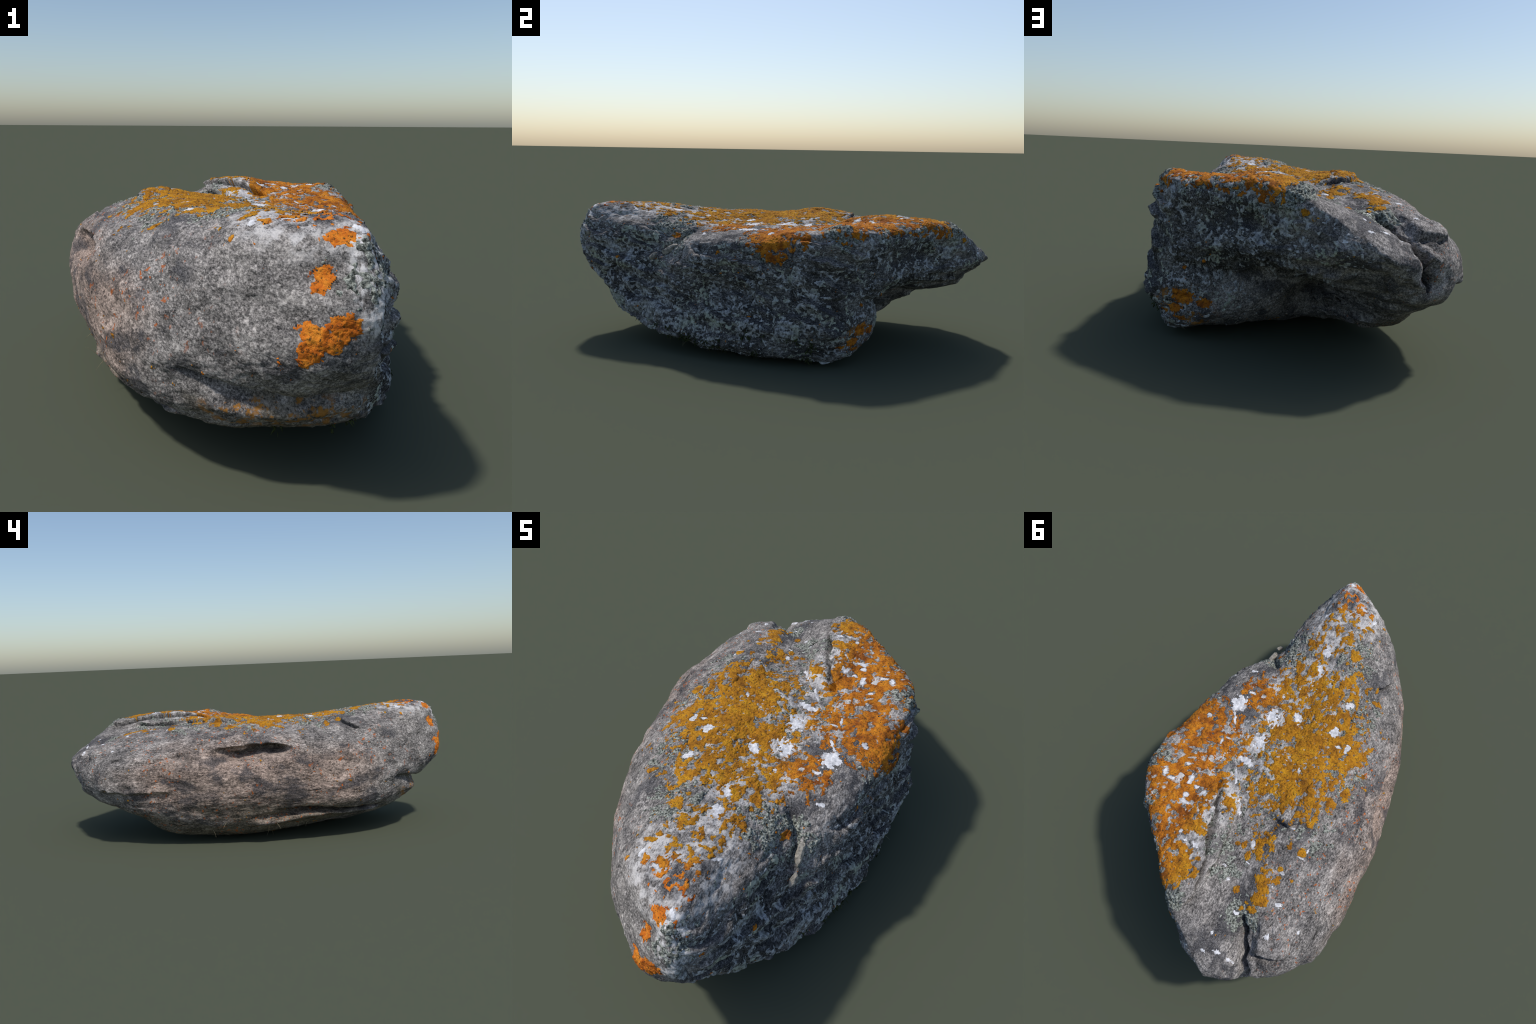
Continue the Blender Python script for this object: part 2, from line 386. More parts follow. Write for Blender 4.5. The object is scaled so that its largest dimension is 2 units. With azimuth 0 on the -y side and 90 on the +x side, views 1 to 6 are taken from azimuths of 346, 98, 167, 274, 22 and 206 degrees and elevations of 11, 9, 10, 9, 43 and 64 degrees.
def rock_material():
    m = Nodes("speckled_gneiss")
    speck = m.noise(125, 5, 0.7, (1.3, 0.6, 1.3), 0.3)
    fleck = m.noise(280, 2, 0.6, (1.2, 0.7, 1.2), shift=(3, 1, 2))
    patch = m.noise(11, 6, 0.65, (1, 0.7, 1.2), shift=(7, 0, 0))
    broad = m.noise(3.2, 4, 0.55, (1, 0.7, 1.3), 0.5)
    warm = m.noise(4.5, 4, 0.6, (1, 0.6, 1.4), shift=(1, 9, 4))
    cloud = m.noise(15, 5, 0.6, (1, 0.8, 1), 0.4, shift=(5, 2, 9))
    v = m.math("ADD", m.math("ADD", m.math("MULTIPLY", speck, 0.60), 0.06), m.math("MULTIPLY", fleck, 0.28))
    fibre = m.noise(38, 5, 0.7, (1.6, 0.35, 1.8), 0.6, shift=(6, 6, 2))
    v = m.math("ADD", v, m.math("MULTIPLY", m.math("SUBTRACT", cloud, 0.52), 0.33))
    v = m.math("ADD", v, m.math("MULTIPLY", m.math("SUBTRACT", fibre, 0.5), 0.20))
    grey = m.colours(v, (0.35, (0.018, 0.017, 0.017)), (0.435, (0.090, 0.084, 0.080)), (0.515, (0.215, 0.199, 0.188)), (0.63, (0.51, 0.475, 0.445)))
    pink = m.colours(v, (0.35, (0.022, 0.018, 0.016)), (0.435, (0.115, 0.088, 0.075)), (0.515, (0.29, 0.220, 0.182)), (0.63, (0.58, 0.455, 0.385)))
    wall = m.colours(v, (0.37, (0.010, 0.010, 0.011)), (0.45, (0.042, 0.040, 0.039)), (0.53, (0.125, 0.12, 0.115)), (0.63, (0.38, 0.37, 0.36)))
    west = m.ramp(m.axis(0), -0.20, -0.44)
    waist = m.near((-0.5, -0.05, 0.30), (0.45, 0.95, 0.34))
    pinkness = m.math("MULTIPLY", m.ramp(m.math("ADD", m.math("MULTIPLY", waist, 0.7), m.math("MULTIPLY", warm, 0.6)), 0.38, 0.72), west)
    c = m.mix(pinkness, grey, pink)
    # the broken wall on the east is given a darker grey
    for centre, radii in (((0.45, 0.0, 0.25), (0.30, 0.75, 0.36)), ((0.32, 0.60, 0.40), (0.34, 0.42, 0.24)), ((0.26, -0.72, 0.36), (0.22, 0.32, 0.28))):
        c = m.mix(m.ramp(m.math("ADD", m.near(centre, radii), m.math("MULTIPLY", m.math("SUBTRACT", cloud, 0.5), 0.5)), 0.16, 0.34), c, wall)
    # bleached stone between the lichens of the crown
    for centre, radii in (((0.05, -0.05, 0.60), (0.30, 0.55, 0.12)), ((0.02, -0.72, 0.64), (0.22, 0.30, 0.14)), ((0.25, 0.45, 0.62), (0.25, 0.42, 0.10))):
        k = m.math("MULTIPLY", m.ramp(m.near(centre, radii), 0.05, 0.35), m.ramp(m.noise(26, 4, 0.6, shift=(8, 8, 1)), 0.42, 0.60))
        c = m.mix(m.math("MULTIPLY", k, 0.7), c, m.mix(m.ramp(v, 0.34, 0.50), (0.13, 0.13, 0.13), (0.62, 0.60, 0.59)))
    # the bleached ridge beside the south tip, broken into streaks
    k = m.math("MULTIPLY", m.ramp(m.near((0.08, -0.95, 0.54), (0.06, 0.10, 0.17)), 0.03, 0.40), m.ramp(m.noise(34, 5, 0.7, (1.6, 1.6, 0.5)), 0.40, 0.54))
    c = m.mix(m.math("MULTIPLY", k, 0.85), c, m.mix(m.ramp(v, 0.36, 0.5), (0.30, 0.29, 0.28), (0.72, 0.70, 0.69)))
    # dark crustose growth, with a few larger stains
    dark = m.math("MULTIPLY", m.ramp(patch, 0.49, 0.57), m.ramp(broad, 0.40, 0.56))
    for centre, radii in (((-0.53, -0.12, 0.34), (0.12, 0.14, 0.10)), ((-0.52, 0.08, 0.415), (0.10, 0.26, 0.05)), ((0.05, -0.80, 0.63), (0.14, 0.12, 0.08)), ((-0.15, 0.72, 0.50), (0.10, 0.20, 0.08))):
        dark = m.math("MAXIMUM", dark, m.math("MULTIPLY", m.ramp(m.near(centre, radii), 0.0, 0.5), m.ramp(patch, 0.42, 0.54)))
    c = m.mix(m.math("MULTIPLY", dark, 0.75), c, m.mix(m.ramp(fleck, 0.4, 0.7), (0.02, 0.02, 0.024), (0.10, 0.10, 0.11)))
    # film: darker olive-brown patches, low on west and south
    low_dark = m.math("MULTIPLY", m.math("MAXIMUM", m.near((-0.42, 0.05, 0.02), (0.34, 1.1, 0.27)), m.near((-0.08, -0.80, 0.18), (0.34, 0.34, 0.20))), m.ramp(warm, 0.38, 0.60))
    c = m.mix(m.math("MULTIPLY", m.ramp(low_dark, 0.05, 0.35), 0.7), c, m.mix(m.ramp(v, 0.38, 0.6), (0.03, 0.026, 0.018), (0.18, 0.155, 0.115)))
    # rusty specks over the west flank
    rust = m.math("MULTIPLY", m.ramp(m.noise(52, 3, 0.6, shift=(2, 5, 8)), 0.62, 0.655), m.ramp(m.noise(5, 2, 0.5, shift=(9, 3, 1)), 0.42, 0.56))
    rust = m.math("MULTIPLY", rust, m.ramp(m.axis(0), -0.12, -0.36))
    c = m.mix(rust, c, (0.36, 0.10, 0.025))
    # ochre wash low on the leg and the south face
    for centre, radii in (((0.38, 0.36, 0.13), (0.16, 0.12, 0.12)), ((-0.08, -0.84, 0.19), (0.30, 0.16, 0.07))):
        k = m.math("MULTIPLY", m.ramp(m.near(centre, radii), 0.0, 0.4), m.ramp(m.noise(30, 4, 0.65, shift=(4, 4, 6)), 0.52, 0.60))
        c = m.mix(m.math("MULTIPLY", k, 0.85), c, (0.30, 0.13, 0.015))
    b = m.math("ADD", v, m.math("MULTIPLY", m.noise(420, 2, 0.5), 0.2))
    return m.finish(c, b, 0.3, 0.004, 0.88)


def orange_material():
    m = Nodes("orange_lichen_skin")
    tone = m.noise(24, 6, 0.72)
    grain = m.noise(150, 3, 0.7)
    field = m.ramp(m.math("ADD", m.axis(0), m.math("MULTIPLY", m.noise(6, 2), 0.2)), 0.18, 0.34)
    south = m.ramp(m.axis(1), -0.70, -0.85)
    ochre = m.colours(tone, (0.36, (0.22, 0.085, 0.008)), (0.5, (0.42, 0.180, 0.010)), (0.64, (0.53, 0.265, 0.014)))
    rusty = m.colours(tone, (0.38, (0.20, 0.055, 0.008)), (0.5, (0.42, 0.135, 0.010)), (0.62, (0.58, 0.22, 0.015)))
    vivid = m.colours(tone, (0.38, (0.34, 0.07, 0.008)), (0.5, (0.56, 0.150, 0.012)), (0.62, (0.70, 0.25, 0.025)))
    c = m.mix(south, m.mix(field, ochre, rusty), vivid)
    c = m.mix(m.ramp(grain, 0.47, 0.34), c, (0.075, 0.04, 0.012))
    return m.finish(c, grain, 0.7, 0.006, 0.95)


def white_material():
    m = Nodes("chalky_lichen_skin")
    g = m.noise(60, 4, 0.65)
    c = m.colours(g, (0.3, (0.34, 0.34, 0.35)), (0.46, (0.55, 0.55, 0.57)), (0.62, (0.74, 0.74, 0.76)))
    return m.finish(c, m.noise(200, 3), 0.4, 0.004, 0.95)


def pale_material():
    m = Nodes("ashen_lichen_skin")
    g = m.noise(75, 4, 0.7)
    hue = m.noise(9, 3, 0.5, shift=(4, 4, 4))
    a = m.colours(g, (0.36, (0.09, 0.095, 0.10)), (0.48, (0.265, 0.272, 0.28)), (0.62, (0.50, 0.51, 0.52)))
    b = m.colours(g, (0.3, (0.09, 0.10, 0.08)), (0.48, (0.32, 0.34, 0.28)), (0.7, (0.52, 0.55, 0.46)))
    return m.finish(m.mix(m.ramp(hue, 0.50, 0.66), a, b), m.noise(200, 3), 0.6, 0.005, 0.95)


def leafy_material():
    m = Nodes("leafy_lichen_skin")
    g = m.noise(120, 3, 0.7)
    c = m.colours(g, (0.36, (0.022, 0.025, 0.022)), (0.48, (0.15, 0.16, 0.14)), (0.62, (0.44, 0.46, 0.41)))
    return m.finish(c, g, 0.8, 0.008, 0.95)


MAT = {"rock": rock_material(), "orange_lichen": orange_material(), "white_lichen": white_material(), "pale_lichen": pale_material(), "leafy_lichen": leafy_material()}

# --------------------------------------------------------- the boulder -----
root = bpy.data.objects.new("boulder", None)
root["label"] = "long grey boulder covered in orange and white lichen"
root["category"] = "boulder"
bpy.context.scene.collection.objects.link(root)


def mesh_object(name, verts, quads, material, kind=None):
    me = bpy.data.meshes.new(name)
    me.vertices.add(len(verts))
    me.vertices.foreach_set("co", np.ascontiguousarray(verts, f32).ravel())
    me.loops.add(quads.size)
    me.loops.foreach_set("vertex_index", np.ascontiguousarray(quads, np.int32).ravel())
    me.polygons.add(len(quads))
    k = quads.shape[1]
    me.polygons.foreach_set("loop_start", np.arange(0, quads.size, k, dtype=np.int32))
    me.polygons.foreach_set("use_smooth", np.ones(len(quads), bool))
    me.update(calc_edges=True)
    me.validate()
    me.materials.append(material)
    ob = bpy.data.objects.new(name, me)
    bpy.context.scene.collection.objects.link(ob)
    ob.parent = root
    if kind:
        ob["kind"] = kind
    return ob


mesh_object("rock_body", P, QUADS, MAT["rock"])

# -------------------------------------------------------------- lichens ----
order = np.argsort(P[:, 1])
Y_SORTED = P[order, 1]
EDGE = 0.30 * fbm((P * 30).astype(f32), 4, 71, 0.6) + 0.25 * fbm((P * 85).astype(f32), 2, 75)


def spot_field(spots, wobble=1.0, floor=-1.0):
    """Highest of (1 - distance / radius) over the spots, with ragged edges.
    A spot is (x, y, z, half width, half height, turn), laid on the surface."""
    out = np.full(len(P), floor)
    for x, y, z, wide, high, turn in spots:
        big = max(wide, high) * 2.2 + 0.03
        i = order[np.searchsorted(Y_SORTED, y - big):np.searchsorted(Y_SORTED, y + big)]
        i = i[(np.abs(P[i, 0] - x) < big) & (np.abs(P[i, 2] - z) < big)]
        if not len(i):
            continue
        k = i[np.argmin(((P[i] - (x, y, z)) ** 2).sum(1))]
        n = N[i[((P[i] - P[k]) ** 2).sum(1) < 0.02 ** 2]].mean(0)
        n /= np.linalg.norm(n)
        a = np.cross(n, (0, 0, 1)) if n[2] < 0.75 else np.array([1.0, 0, 0])
        a = a - n * (a @ n)
        a /= np.linalg.norm(a)
        b = np.cross(n, a)
        v = P[i] - P[k]
        ca, sa = math.cos(turn), math.sin(turn)
        p, q, h = v @ a, v @ b, v @ n
        d = np.sqrt(((p * ca - q * sa) / wide) ** 2 + ((p * sa + q * ca) / high) ** 2 + (h / 0.05) ** 2)
        out[i] = np.maximum(out[i], 1 - d)
    return out + wobble * EDGE * (out > floor)


def crust(name, field, thick, lump, lump_scale, named=0, kind="stuff", scale_in=0.25):
    """Lifts the rock surface where field > 0 into a crust that dives under the
    rock at its rim; islands become objects, the small ones stay together."""
    global P, N
    keep = (field[QUADS] > -0.12).all(1) & (field[QUADS] > 0).any(1)
    q = QUADS[keep]
    used, inv = np.unique(q, return_inverse=True)
    q = inv.reshape(-1, 4)
    f = field[used]
    rise = np.clip(f / scale_in, -0.6, 1.0)
    tex = billow((P[used] * lump_scale).astype(f32), 3, 81, 0.6)
    lift = np.where(rise > 0, thick * np.sqrt(np.maximum(rise, 0)) + lump * tex * np.clip(rise * 2, 0, 1), thick * 1.5 * rise)
    v = P[used] + N[used] * (lift + 0.0003)[:, None]
    if named <= 0:
        mesh_object(name, v, q, MAT[name], kind)
        return
    label = np.arange(len(used))
    while True:
        low_q = label[q].min(1)
        new = label.copy()
        for c in range(4):
            np.minimum.at(new, q[:, c], low_q)
        new = new[new]
        if (new == label).all():
            break
        label = new
    fl = label[q[:, 0]]
    ids, size = np.unique(fl, return_counts=True)
    ids = ids[np.argsort(-size)]
    rank = {k: n for n, k in enumerate(ids[:named])}
    slot = np.array([rank.get(k, named) for k in fl])
    for n in range(min(named, len(ids)) + 1):
        part = q[slot == n]
        if len(part):
            u, inv2 = np.unique(part, return_inverse=True)
            mesh_object(name, v[u], inv2.reshape(-1, 4), MAT[name], kind if n == named else None)


# how thickly the orange lichen grows where: x, y, z, reach, cover
ORANGE_FIELDS = [
    (-0.12, -0.08, 0.60, 0.25, 0.20), (-0.03, -0.32, 0.59, 0.21, 0.13), (-0.13, 0.15, 0.60, 0.18, 0.22),
    (-0.04, 0.24, 0.58, 0.15, -0.06), (0.30, 0.32, 0.59, 0.19, 0.16), (0.26, 0.52, 0.60, 0.15, 0.12), (0.17, 0.69, 0.60, 0.13, 0.12),
    (0.35, 0.05, 0.57, 0.17, 0.22), (0.22, 0.10, 0.57, 0.13, 0.07), (0.20, -0.20, 0.56, 0.11, 0.12),
    (-0.10, 0.45, 0.56, 0.12, -0.06), (0.0, -0.55, 0.62, 0.17, -0.06), (0.02, -0.78, 0.62, 0.14, -0.12),
    (0.18, 0.50, 0.60, 0.09, 0.32), (0.13, 0.68, 0.60, 0.09, 0.32), (0.24, 0.40, 0.60, 0.09, 0.22), (0.08, -0.02, 0.57, 0.14, 0.0), (0.15, -0.28, 0.57, 0.10, 0.06), (0.06, 0.35, 0.57, 0.08, 0.0),
    (0.44, 0.02, 0.53, 0.09, 0.05),
]
ORANGE_SPOTS_BROW = [(0.43, 0.02, 0.52, 0.052, 0.036, 0), (0.47, 0.16, 0.52, 0.02, 0.04, 0), (0.34, 0.5, 0.59, 0.035, 0.028, 0), (0.22, 0.67, 0.59, 0.028, 0.02, 0), (0.17, 0.75, 0.59, 0.012, 0.016, 0), (0.19, -0.44, 0.49, 0.024, 0.016, 0), (0.06, 0.86, 0.51, 0.024, 0.014, 0)]
ORANGE_SPOTS_NOSE = [(-0.1, 0.65, 0.54, 0.016, 0.017, 0), (0.02, 0.66, 0.55, 0.008, 0.009, 0), (0.04, 0.74, 0.58, 0.005, 0.011, 0), (-0.24, 0.56, 0.57, 0.015, 0.021, 0), (-0.2, 0.66, 0.56, 0.038, 0.027, 0), (-0.19, 0.7, 0.54, 0.022, 0.016, 0), (-0.23, 0.65, 0.56, 0.013, 0.016, 0), (-0.15, 0.71, 0.54, 0.01, 0.013, 0), (-0.15, 0.69, 0.55, 0.011, 0.008, 0), (-0.29, 0.53, 0.53, 0.008, 0.009, 0), (-0.23, 0.51, 0.57, 0.013, 0.011, 0), (-0.17, 0.58, 0.57, 0.032, 0.022, 0), (-0.27, 0.41, 0.55, 0.016, 0.022, 0), (-0.22, 0.41, 0.56, 0.011, 0.011, 0), (-0.08, 0.51, 0.54, 0.013, 0.019, 0), (-0.11, 0.48, 0.57, 0.016, 0.038, -0.4), (-0.05, 0.47, 0.52, 0.013, 0.018, 0), (-0.02, 0.48, 0.53, 0.011, 0.011, 0), (-0.2, 0.61, 0.57, 0.032, 0.022, 0)]
ORANGE_SPOTS_SOUTH = [
    (0.03, -0.92, 0.62, 0.035, 0.025, 0), (-0.015, -0.935, 0.53, 0.022, 0.032, 0.3), (-0.025, -0.965, 0.425, 0.05, 0.026, 0.2),
    (0.02, -0.975, 0.45, 0.04, 0.028, 0), (-0.045, -0.96, 0.40, 0.03, 0.03, 0), (-0.05, -0.95, 0.375, 0.016, 0.014, 0),
    (-0.11, -0.70, 0.63, 0.03, 0.010, 0), (-0.28, -0.37, 0.56, 0.022, 0.012, 0), (-0.26, -0.43, 0.58, 0.016, 0.009, 0),
    (-0.155, -0.755, 0.585, 0.010, 0.012, 0), (-0.175, -0.68, 0.61, 0.007, 0.006, 0), (0.05, -0.68, 0.63, 0.028, 0.008, 0),
    (-0.30, 0.17, 0.58, 0.03, 0.02, 0), (-0.30, -0.05, 0.57, 0.016, 0.04, 0), (-0.33, 0.10, 0.57, 0.02, 0.03, 0),
]
ORANGE_SPOTS_LEG = [(0.38, 0.33, 0.2, 0.047, 0.031, 0), (0.35, 0.37, 0.17, 0.026, 0.016, 0), (0.39, 0.33, 0.18, 0.021, 0.021, 0), (0.34, 0.5, 0.3, 0.007, 0.007, 0), (0.41, 0.34, 0.12, 0.031, 0.021, 0), (0.31, 0.39, 0.15, 0.031, 0.016, 0), (0.36, 0.37, 0.14, 0.021, 0.01, 0), (0.25, 0.32, 0.13, 0.01, 0.01, 0), (0.4, 0.35, 0.09, 0.026, 0.01, 0), (0.45, 0.31, 0.11, 0.021, 0.01, 0), (0.08, 0.84, 0.52, 0.031, 0.016, 0), (0.07, 0.85, 0.51, 0.026, 0.021, 0), (0.38, 0.36, 0.25, 0.008, 0.006, 0)]
WHITE_SPOTS_CROWN = [(0.1, 0.03, 0.58, 0.035, 0.025, 1.1), (0.11, -0.11, 0.57, 0.022, 0.043, -0.5), (0, -0.15, 0.57, 0.014, 0.03, -0.5), (0.28, -0.12, 0.55, 0.03, 0.03, 0), (0.27, -0.09, 0.55, 0.03, 0.018, 0), (0.26, -0.03, 0.55, 0.008, 0.035, -0.5), (0.11, 0.14, 0.55, 0.013, 0.037, -1.1), (0.04, 0.35, 0.57, 0.007, 0.04, -0.5), (0.11, 0.22, 0.53, 0.005, 0.03, -0.5), (0.02, -0.41, 0.59, 0.03, 0.01, 1.1), (-0.18, -0.14, 0.6, 0.018, 0.018, 0), (-0.12, 0.1, 0.6, 0.02, 0.008, 1.1), (0.26, 0.43, 0.6, 0.021, 0.014, 0), (0.26, 0.4, 0.59, 0.018, 0.014, 0), (0.33, 0.27, 0.59, 0.015, 0.01, 0), (0.39, 0.35, 0.6, 0.013, 0.028, -0.5), (0.36, 0.36, 0.6, 0.02, 0.01, 0), (0.28, 0.33, 0.59, 0.014, 0.033, -0.1), (0.24, 0.35, 0.58, 0.015, 0.01, 0), (0.37, -0, 0.55, 0.024, 0.015, 0.7), (0.02, -0.51, 0.59, 0.022, 0.035, -0.5), (0.26, 0.1, 0.55, 0.009, 0.02, 0), (0.3, -0.31, 0.53, 0.015, 0.01, 0), (0.25, -0.19, 0.55, 0.018, 0.013, 0), (-0.18, -0.29, 0.59, 0.013, 0.02, 0), (-0.22, -0.08, 0.6, 0.015, 0.007, 0), (-0.26, -0.09, 0.59, 0.013, 0.03, 0), (0.24, 0.07, 0.55, 0.015, 0.006, 0)]
WHITE_SPOTS_SOUTH = [(-0.19, -0.3, 0.59, 0.012, 0.017, 0), (-0.18, -0.15, 0.6, 0.017, 0.018, 0), (0.02, -0.41, 0.59, 0.028, 0.011, 1.1), (0.1, -0.7, 0.61, 0.03, 0.008, -0.9), (0.07, -0.91, 0.62, 0.025, 0.011, 1.1), (-0.11, -0.75, 0.62, 0.013, 0.03, 0), (0.11, -0.23, 0.55, 0.01, 0.007, 0), (-0.22, -0.08, 0.6, 0.013, 0.008, 0), (0.01, -0.15, 0.57, 0.013, 0.03, -0.5), (-0.05, -0.79, 0.62, 0.02, 0.013, 0), (0.31, -0.31, 0.53, 0.013, 0.01, 0)]
WHITE_SPOTS_NORTH = [(0.25, 0.43, 0.6, 0.023, 0.015, 0), (0.19, 0.56, 0.61, 0.012, 0.012, 0), (0.16, 0.58, 0.61, 0.012, 0.011, 0), (0.11, 0.58, 0.61, 0.022, 0.016, 0), (-0.28, 0.64, 0.54, 0.019, 0.019, 0), (-0.15, 0.74, 0.53, 0.016, 0.012, 0), (-0.09, 0.84, 0.5, 0.009, 0.012, 0), (-0.13, 0.89, 0.45, 0.021, 0.014, 0), (-0.18, 0.9, 0.44, 0.017, 0.013, 0), (-0.4, 0.69, 0.48, 0.011, 0.011, 0), (-0.29, 0.76, 0.48, 0.019, 0.017, 0), (-0.01, 0.59, 0.52, 0.019, 0.01, 0), (-0.05, 0.63, 0.52, 0.012, 0.011, 0), (0.04, 0.74, 0.56, 0.005, 0.005, 0), (0.07, 0.84, 0.53, 0.01, 0.009, 0), (-0.24, 0.58, 0.57, 0.01, 0.012, 0), (-0.29, 0.39, 0.54, 0.009, 0.014, 0), (-0.08, 0.46, 0.55, 0.016, 0.032, -0.5), (-0.1, 0.54, 0.54, 0.006, 0.027, -1.2), (-0.21, 0.34, 0.56, 0.014, 0.011, 0), (-0.24, 0.52, 0.57, 0.009, 0.011, 0), (-0.01, 0.92, 0.45, 0.012, 0.01, 0), (0.19, 0.37, 0.58, 0.022, 0.019, 0)]
WHITE_SPOTS_WEST = [(-0.28, 0.64, 0.54, 0.021, 0.009, 0), (-0.08, 0.84, 0.5, 0.011, 0.006, 0), (-0.09, 0.91, 0.46, 0.015, 0.009, 0), (-0.2, 0.9, 0.44, 0.021, 0.009, 0), (-0.4, 0.69, 0.48, 0.013, 0.007, 0), (-0.24, 0.52, 0.57, 0.017, 0.008, 0), (-0.28, 0.43, 0.55, 0.024, 0.006, 0)]
PALE_SPOTS_NORTH = [(0.19, 0.71, 0.55, 0.037, 0.047, 0), (0.13, 0.77, 0.47, 0.031, 0.042, 0), (0.11, 0.8, 0.56, 0.014, 0.015, 0), (0.14, 0.78, 0.55, 0.026, 0.026, 0), (0.34, 0.57, 0.37, 0.031, 0.016, 0), (0.16, 0.66, 0.42, 0.016, 0.01, 0), (0.26, 0.63, 0.41, 0.021, 0.007, 0), (0.22, 0.61, 0.53, 0.021, 0.021, 0), (0.44, 0.42, 0.54, 0.016, 0.031, 0), (0.23, 0.59, 0.46, 0.021, 0.01, 0), (0.19, 0.68, 0.4, 0.031, 0.026, 0), (0.37, 0.52, 0.42, 0.01, 0.012, 0), (0.18, 0.64, 0.42, 0.021, 0.01, 0), (0.22, 0.66, 0.57, 0.01, 0.01, 0)]
PALE_SPOTS_EAST = [(0.48, 0.26, 0.55, 0.033, 0.028, 0), (0.5, 0.21, 0.5, 0.014, 0.014, 0), (0.49, 0.03, 0.29, 0.019, 0.028, 0), (0.5, 0.08, 0.3, 0.019, 0.019, 0), (0.52, 0.07, 0.19, 0.024, 0.024, 0), (0.51, 0.08, 0.14, 0.014, 0.012, 0), (0.51, -0.02, 0.18, 0.012, 0.012, 0), (0.51, 0.17, 0.27, 0.019, 0.014, 0), (0.51, 0.26, 0.23, 0.012, 0.008, 0), (0.51, 0.22, 0.24, 0.019, 0.014, 0), (0.51, 0.04, 0.15, 0.012, 0.024, 0), (0.52, 0.09, 0.38, 0.028, 0.019, 0), (0.46, -0.02, 0.29, 0.024, 0.012, 0), (0.51, 0.21, 0.32, 0.033, 0.019, 0), (0.53, 0.22, 0.38, 0.028, 0.019, 0), (0.15, 0.71, 0.43, 0.009, 0.008, 0), (0.48, 0.39, 0.44, 0.009, 0.008, 0), (0.51, 0.01, 0.34, 0.009, 0.007, 0), (0.51, 0.09, 0.4, 0.038, 0.019, 0), (0.46, -0.05, 0.42, 0.028, 0.019, 0)]
PALE_SPOTS_BENCH = [(0.37, -0.43, 0.21, 0.016, 0.012, 0), (0.36, -0.46, 0.2, 0.012, 0.01, 0), (0.39, -0.37, 0.21, 0.015, 0.01, 0), (0.42, -0.26, 0.21, 0.018, 0.014, 0), (0.41, -0.32, 0.21, 0.025, 0.017, 0), (0.41, -0.35, 0.43, 0.025, 0.009, 0), (0.48, -0.09, 0.35, 0.034, 0.017, 0), (0.48, -0.06, 0.34, 0.025, 0.013, 0), (0.36, -0.52, 0.31, 0.038, 0.029, 0), (0.28, -0.6, 0.26, 0.034, 0.025, 0), (0.31, -0.54, 0.21, 0.034, 0.029, 0), (0.29, -0.64, 0.18, 0.034, 0.029, 0), (0.25, -0.7, 0.27, 0.029, 0.017, 0), (0.35, -0.48, 0.36, 0.013, 0.034, 0), (0.16, -0.81, 0.43, 0.013, 0.067, 0), (0.17, -0.79, 0.44, 0.008, 0.063, 0), (0.33, -0.47, 0.22, 0.021, 0.017, 0), (0.48, -0.08, 0.21, 0.034, 0.021, 0), (0.49, -0.12, 0.19, 0.029, 0.017, 0), (0.45, -0.03, 0.28, 0.025, 0.017, 0), (0.49, -0.07, 0.37, 0.017, 0.017, 0), (0.21, -0.72, 0.38, 0.025, 0.021, 0), (0.47, -0.13, 0.14, 0.029, 0.01, 0), (0.45, -0.22, 0.11, 0.008, 0.008, 0), (0.42, -0.32, 0.14, 0.034, 0.017, 0), (0.43, -0.19, 0.43, 0.034, 0.013, 0), (0.2, -0.58, 0.48, 0.034, 0.017, 0), (0.15, -0.78, 0.4, 0.025, 0.034, 0)]
PALE_SPOTS_SOUTH = [(0.33, -0.52, 0.19, 0.03, 0.025, 0), (0.24, -0.72, 0.3, 0.03, 0.03, 0), (0.22, -0.7, 0.38, 0.03, 0.035, 0), (0.18, -0.77, 0.46, 0.03, 0.03, 0), (0.26, -0.69, 0.19, 0.02, 0.02, 0), (0.17, -0.81, 0.37, 0.03, 0.04, 0), (0.19, -0.72, 0.54, 0.025, 0.025, 0), (0.31, -0.59, 0.18, 0.025, 0.03, 0), (0.28, -0.62, 0.36, 0.03, 0.02, 0), (0.35, -0.48, 0.19, 0.025, 0.02, 0), (0.42, -0.27, 0.21, 0.03, 0.02, 0), (0.4, -0.14, 0.52, 0.015, 0.015, 0), (0.48, 0.01, 0.25, 0.015, 0.025, 0), (0.46, -0.07, 0.42, 0.02, 0.015, 0), (0.49, -0.02, 0.38, 0.015, 0.02, 0), (0.51, 0.07, 0.22, 0.015, 0.015, 0), (0.46, -0.2, 0.38, 0.02, 0.015, 0), (0.41, -0.29, 0.46, 0.02, 0.025, 0), (0.2, -0.55, 0.51, 0.035, 0.04, 0), (0.25, -0.72, 0.16, 0.025, 0.015, 0), (0.3, -0.49, 0.39, 0.015, 0.02, 0)]

cover = np.full(len(P), -0.55)
for x, y, z, r, amount in ORANGE_FIELDS:
    d2 = ((P - (x, y, z)) ** 2).sum(1) / r ** 2
    cover = np.maximum(cover, -0.55 + (amount + 0.55) * np.exp(-d2 ** 2 * 0.7))
cover = np.where(P[:, 1] > 0.12, -0.6 + (cover + 0.6) * smooth(0.52, 0.565, P[:, 2] + 0.06 * noise((P * 16).astype(f32), 99)), cover)
mottle = 0.62 * fbm((warp * (20, 16, 20)).astype(f32), 2, 91, 0.7) + 0.62 * fbm((P * 46).astype(f32), 4, 93, 0.7)
orange = np.maximum(cover + mottle, spot_field(ORANGE_SPOTS_BROW + ORANGE_SPOTS_NOSE + ORANGE_SPOTS_SOUTH + ORANGE_SPOTS_LEG, 1.5) * 0.6 + 0.28 * fbm((P * 95).astype(f32), 3, 98, 0.6) - 0.03)
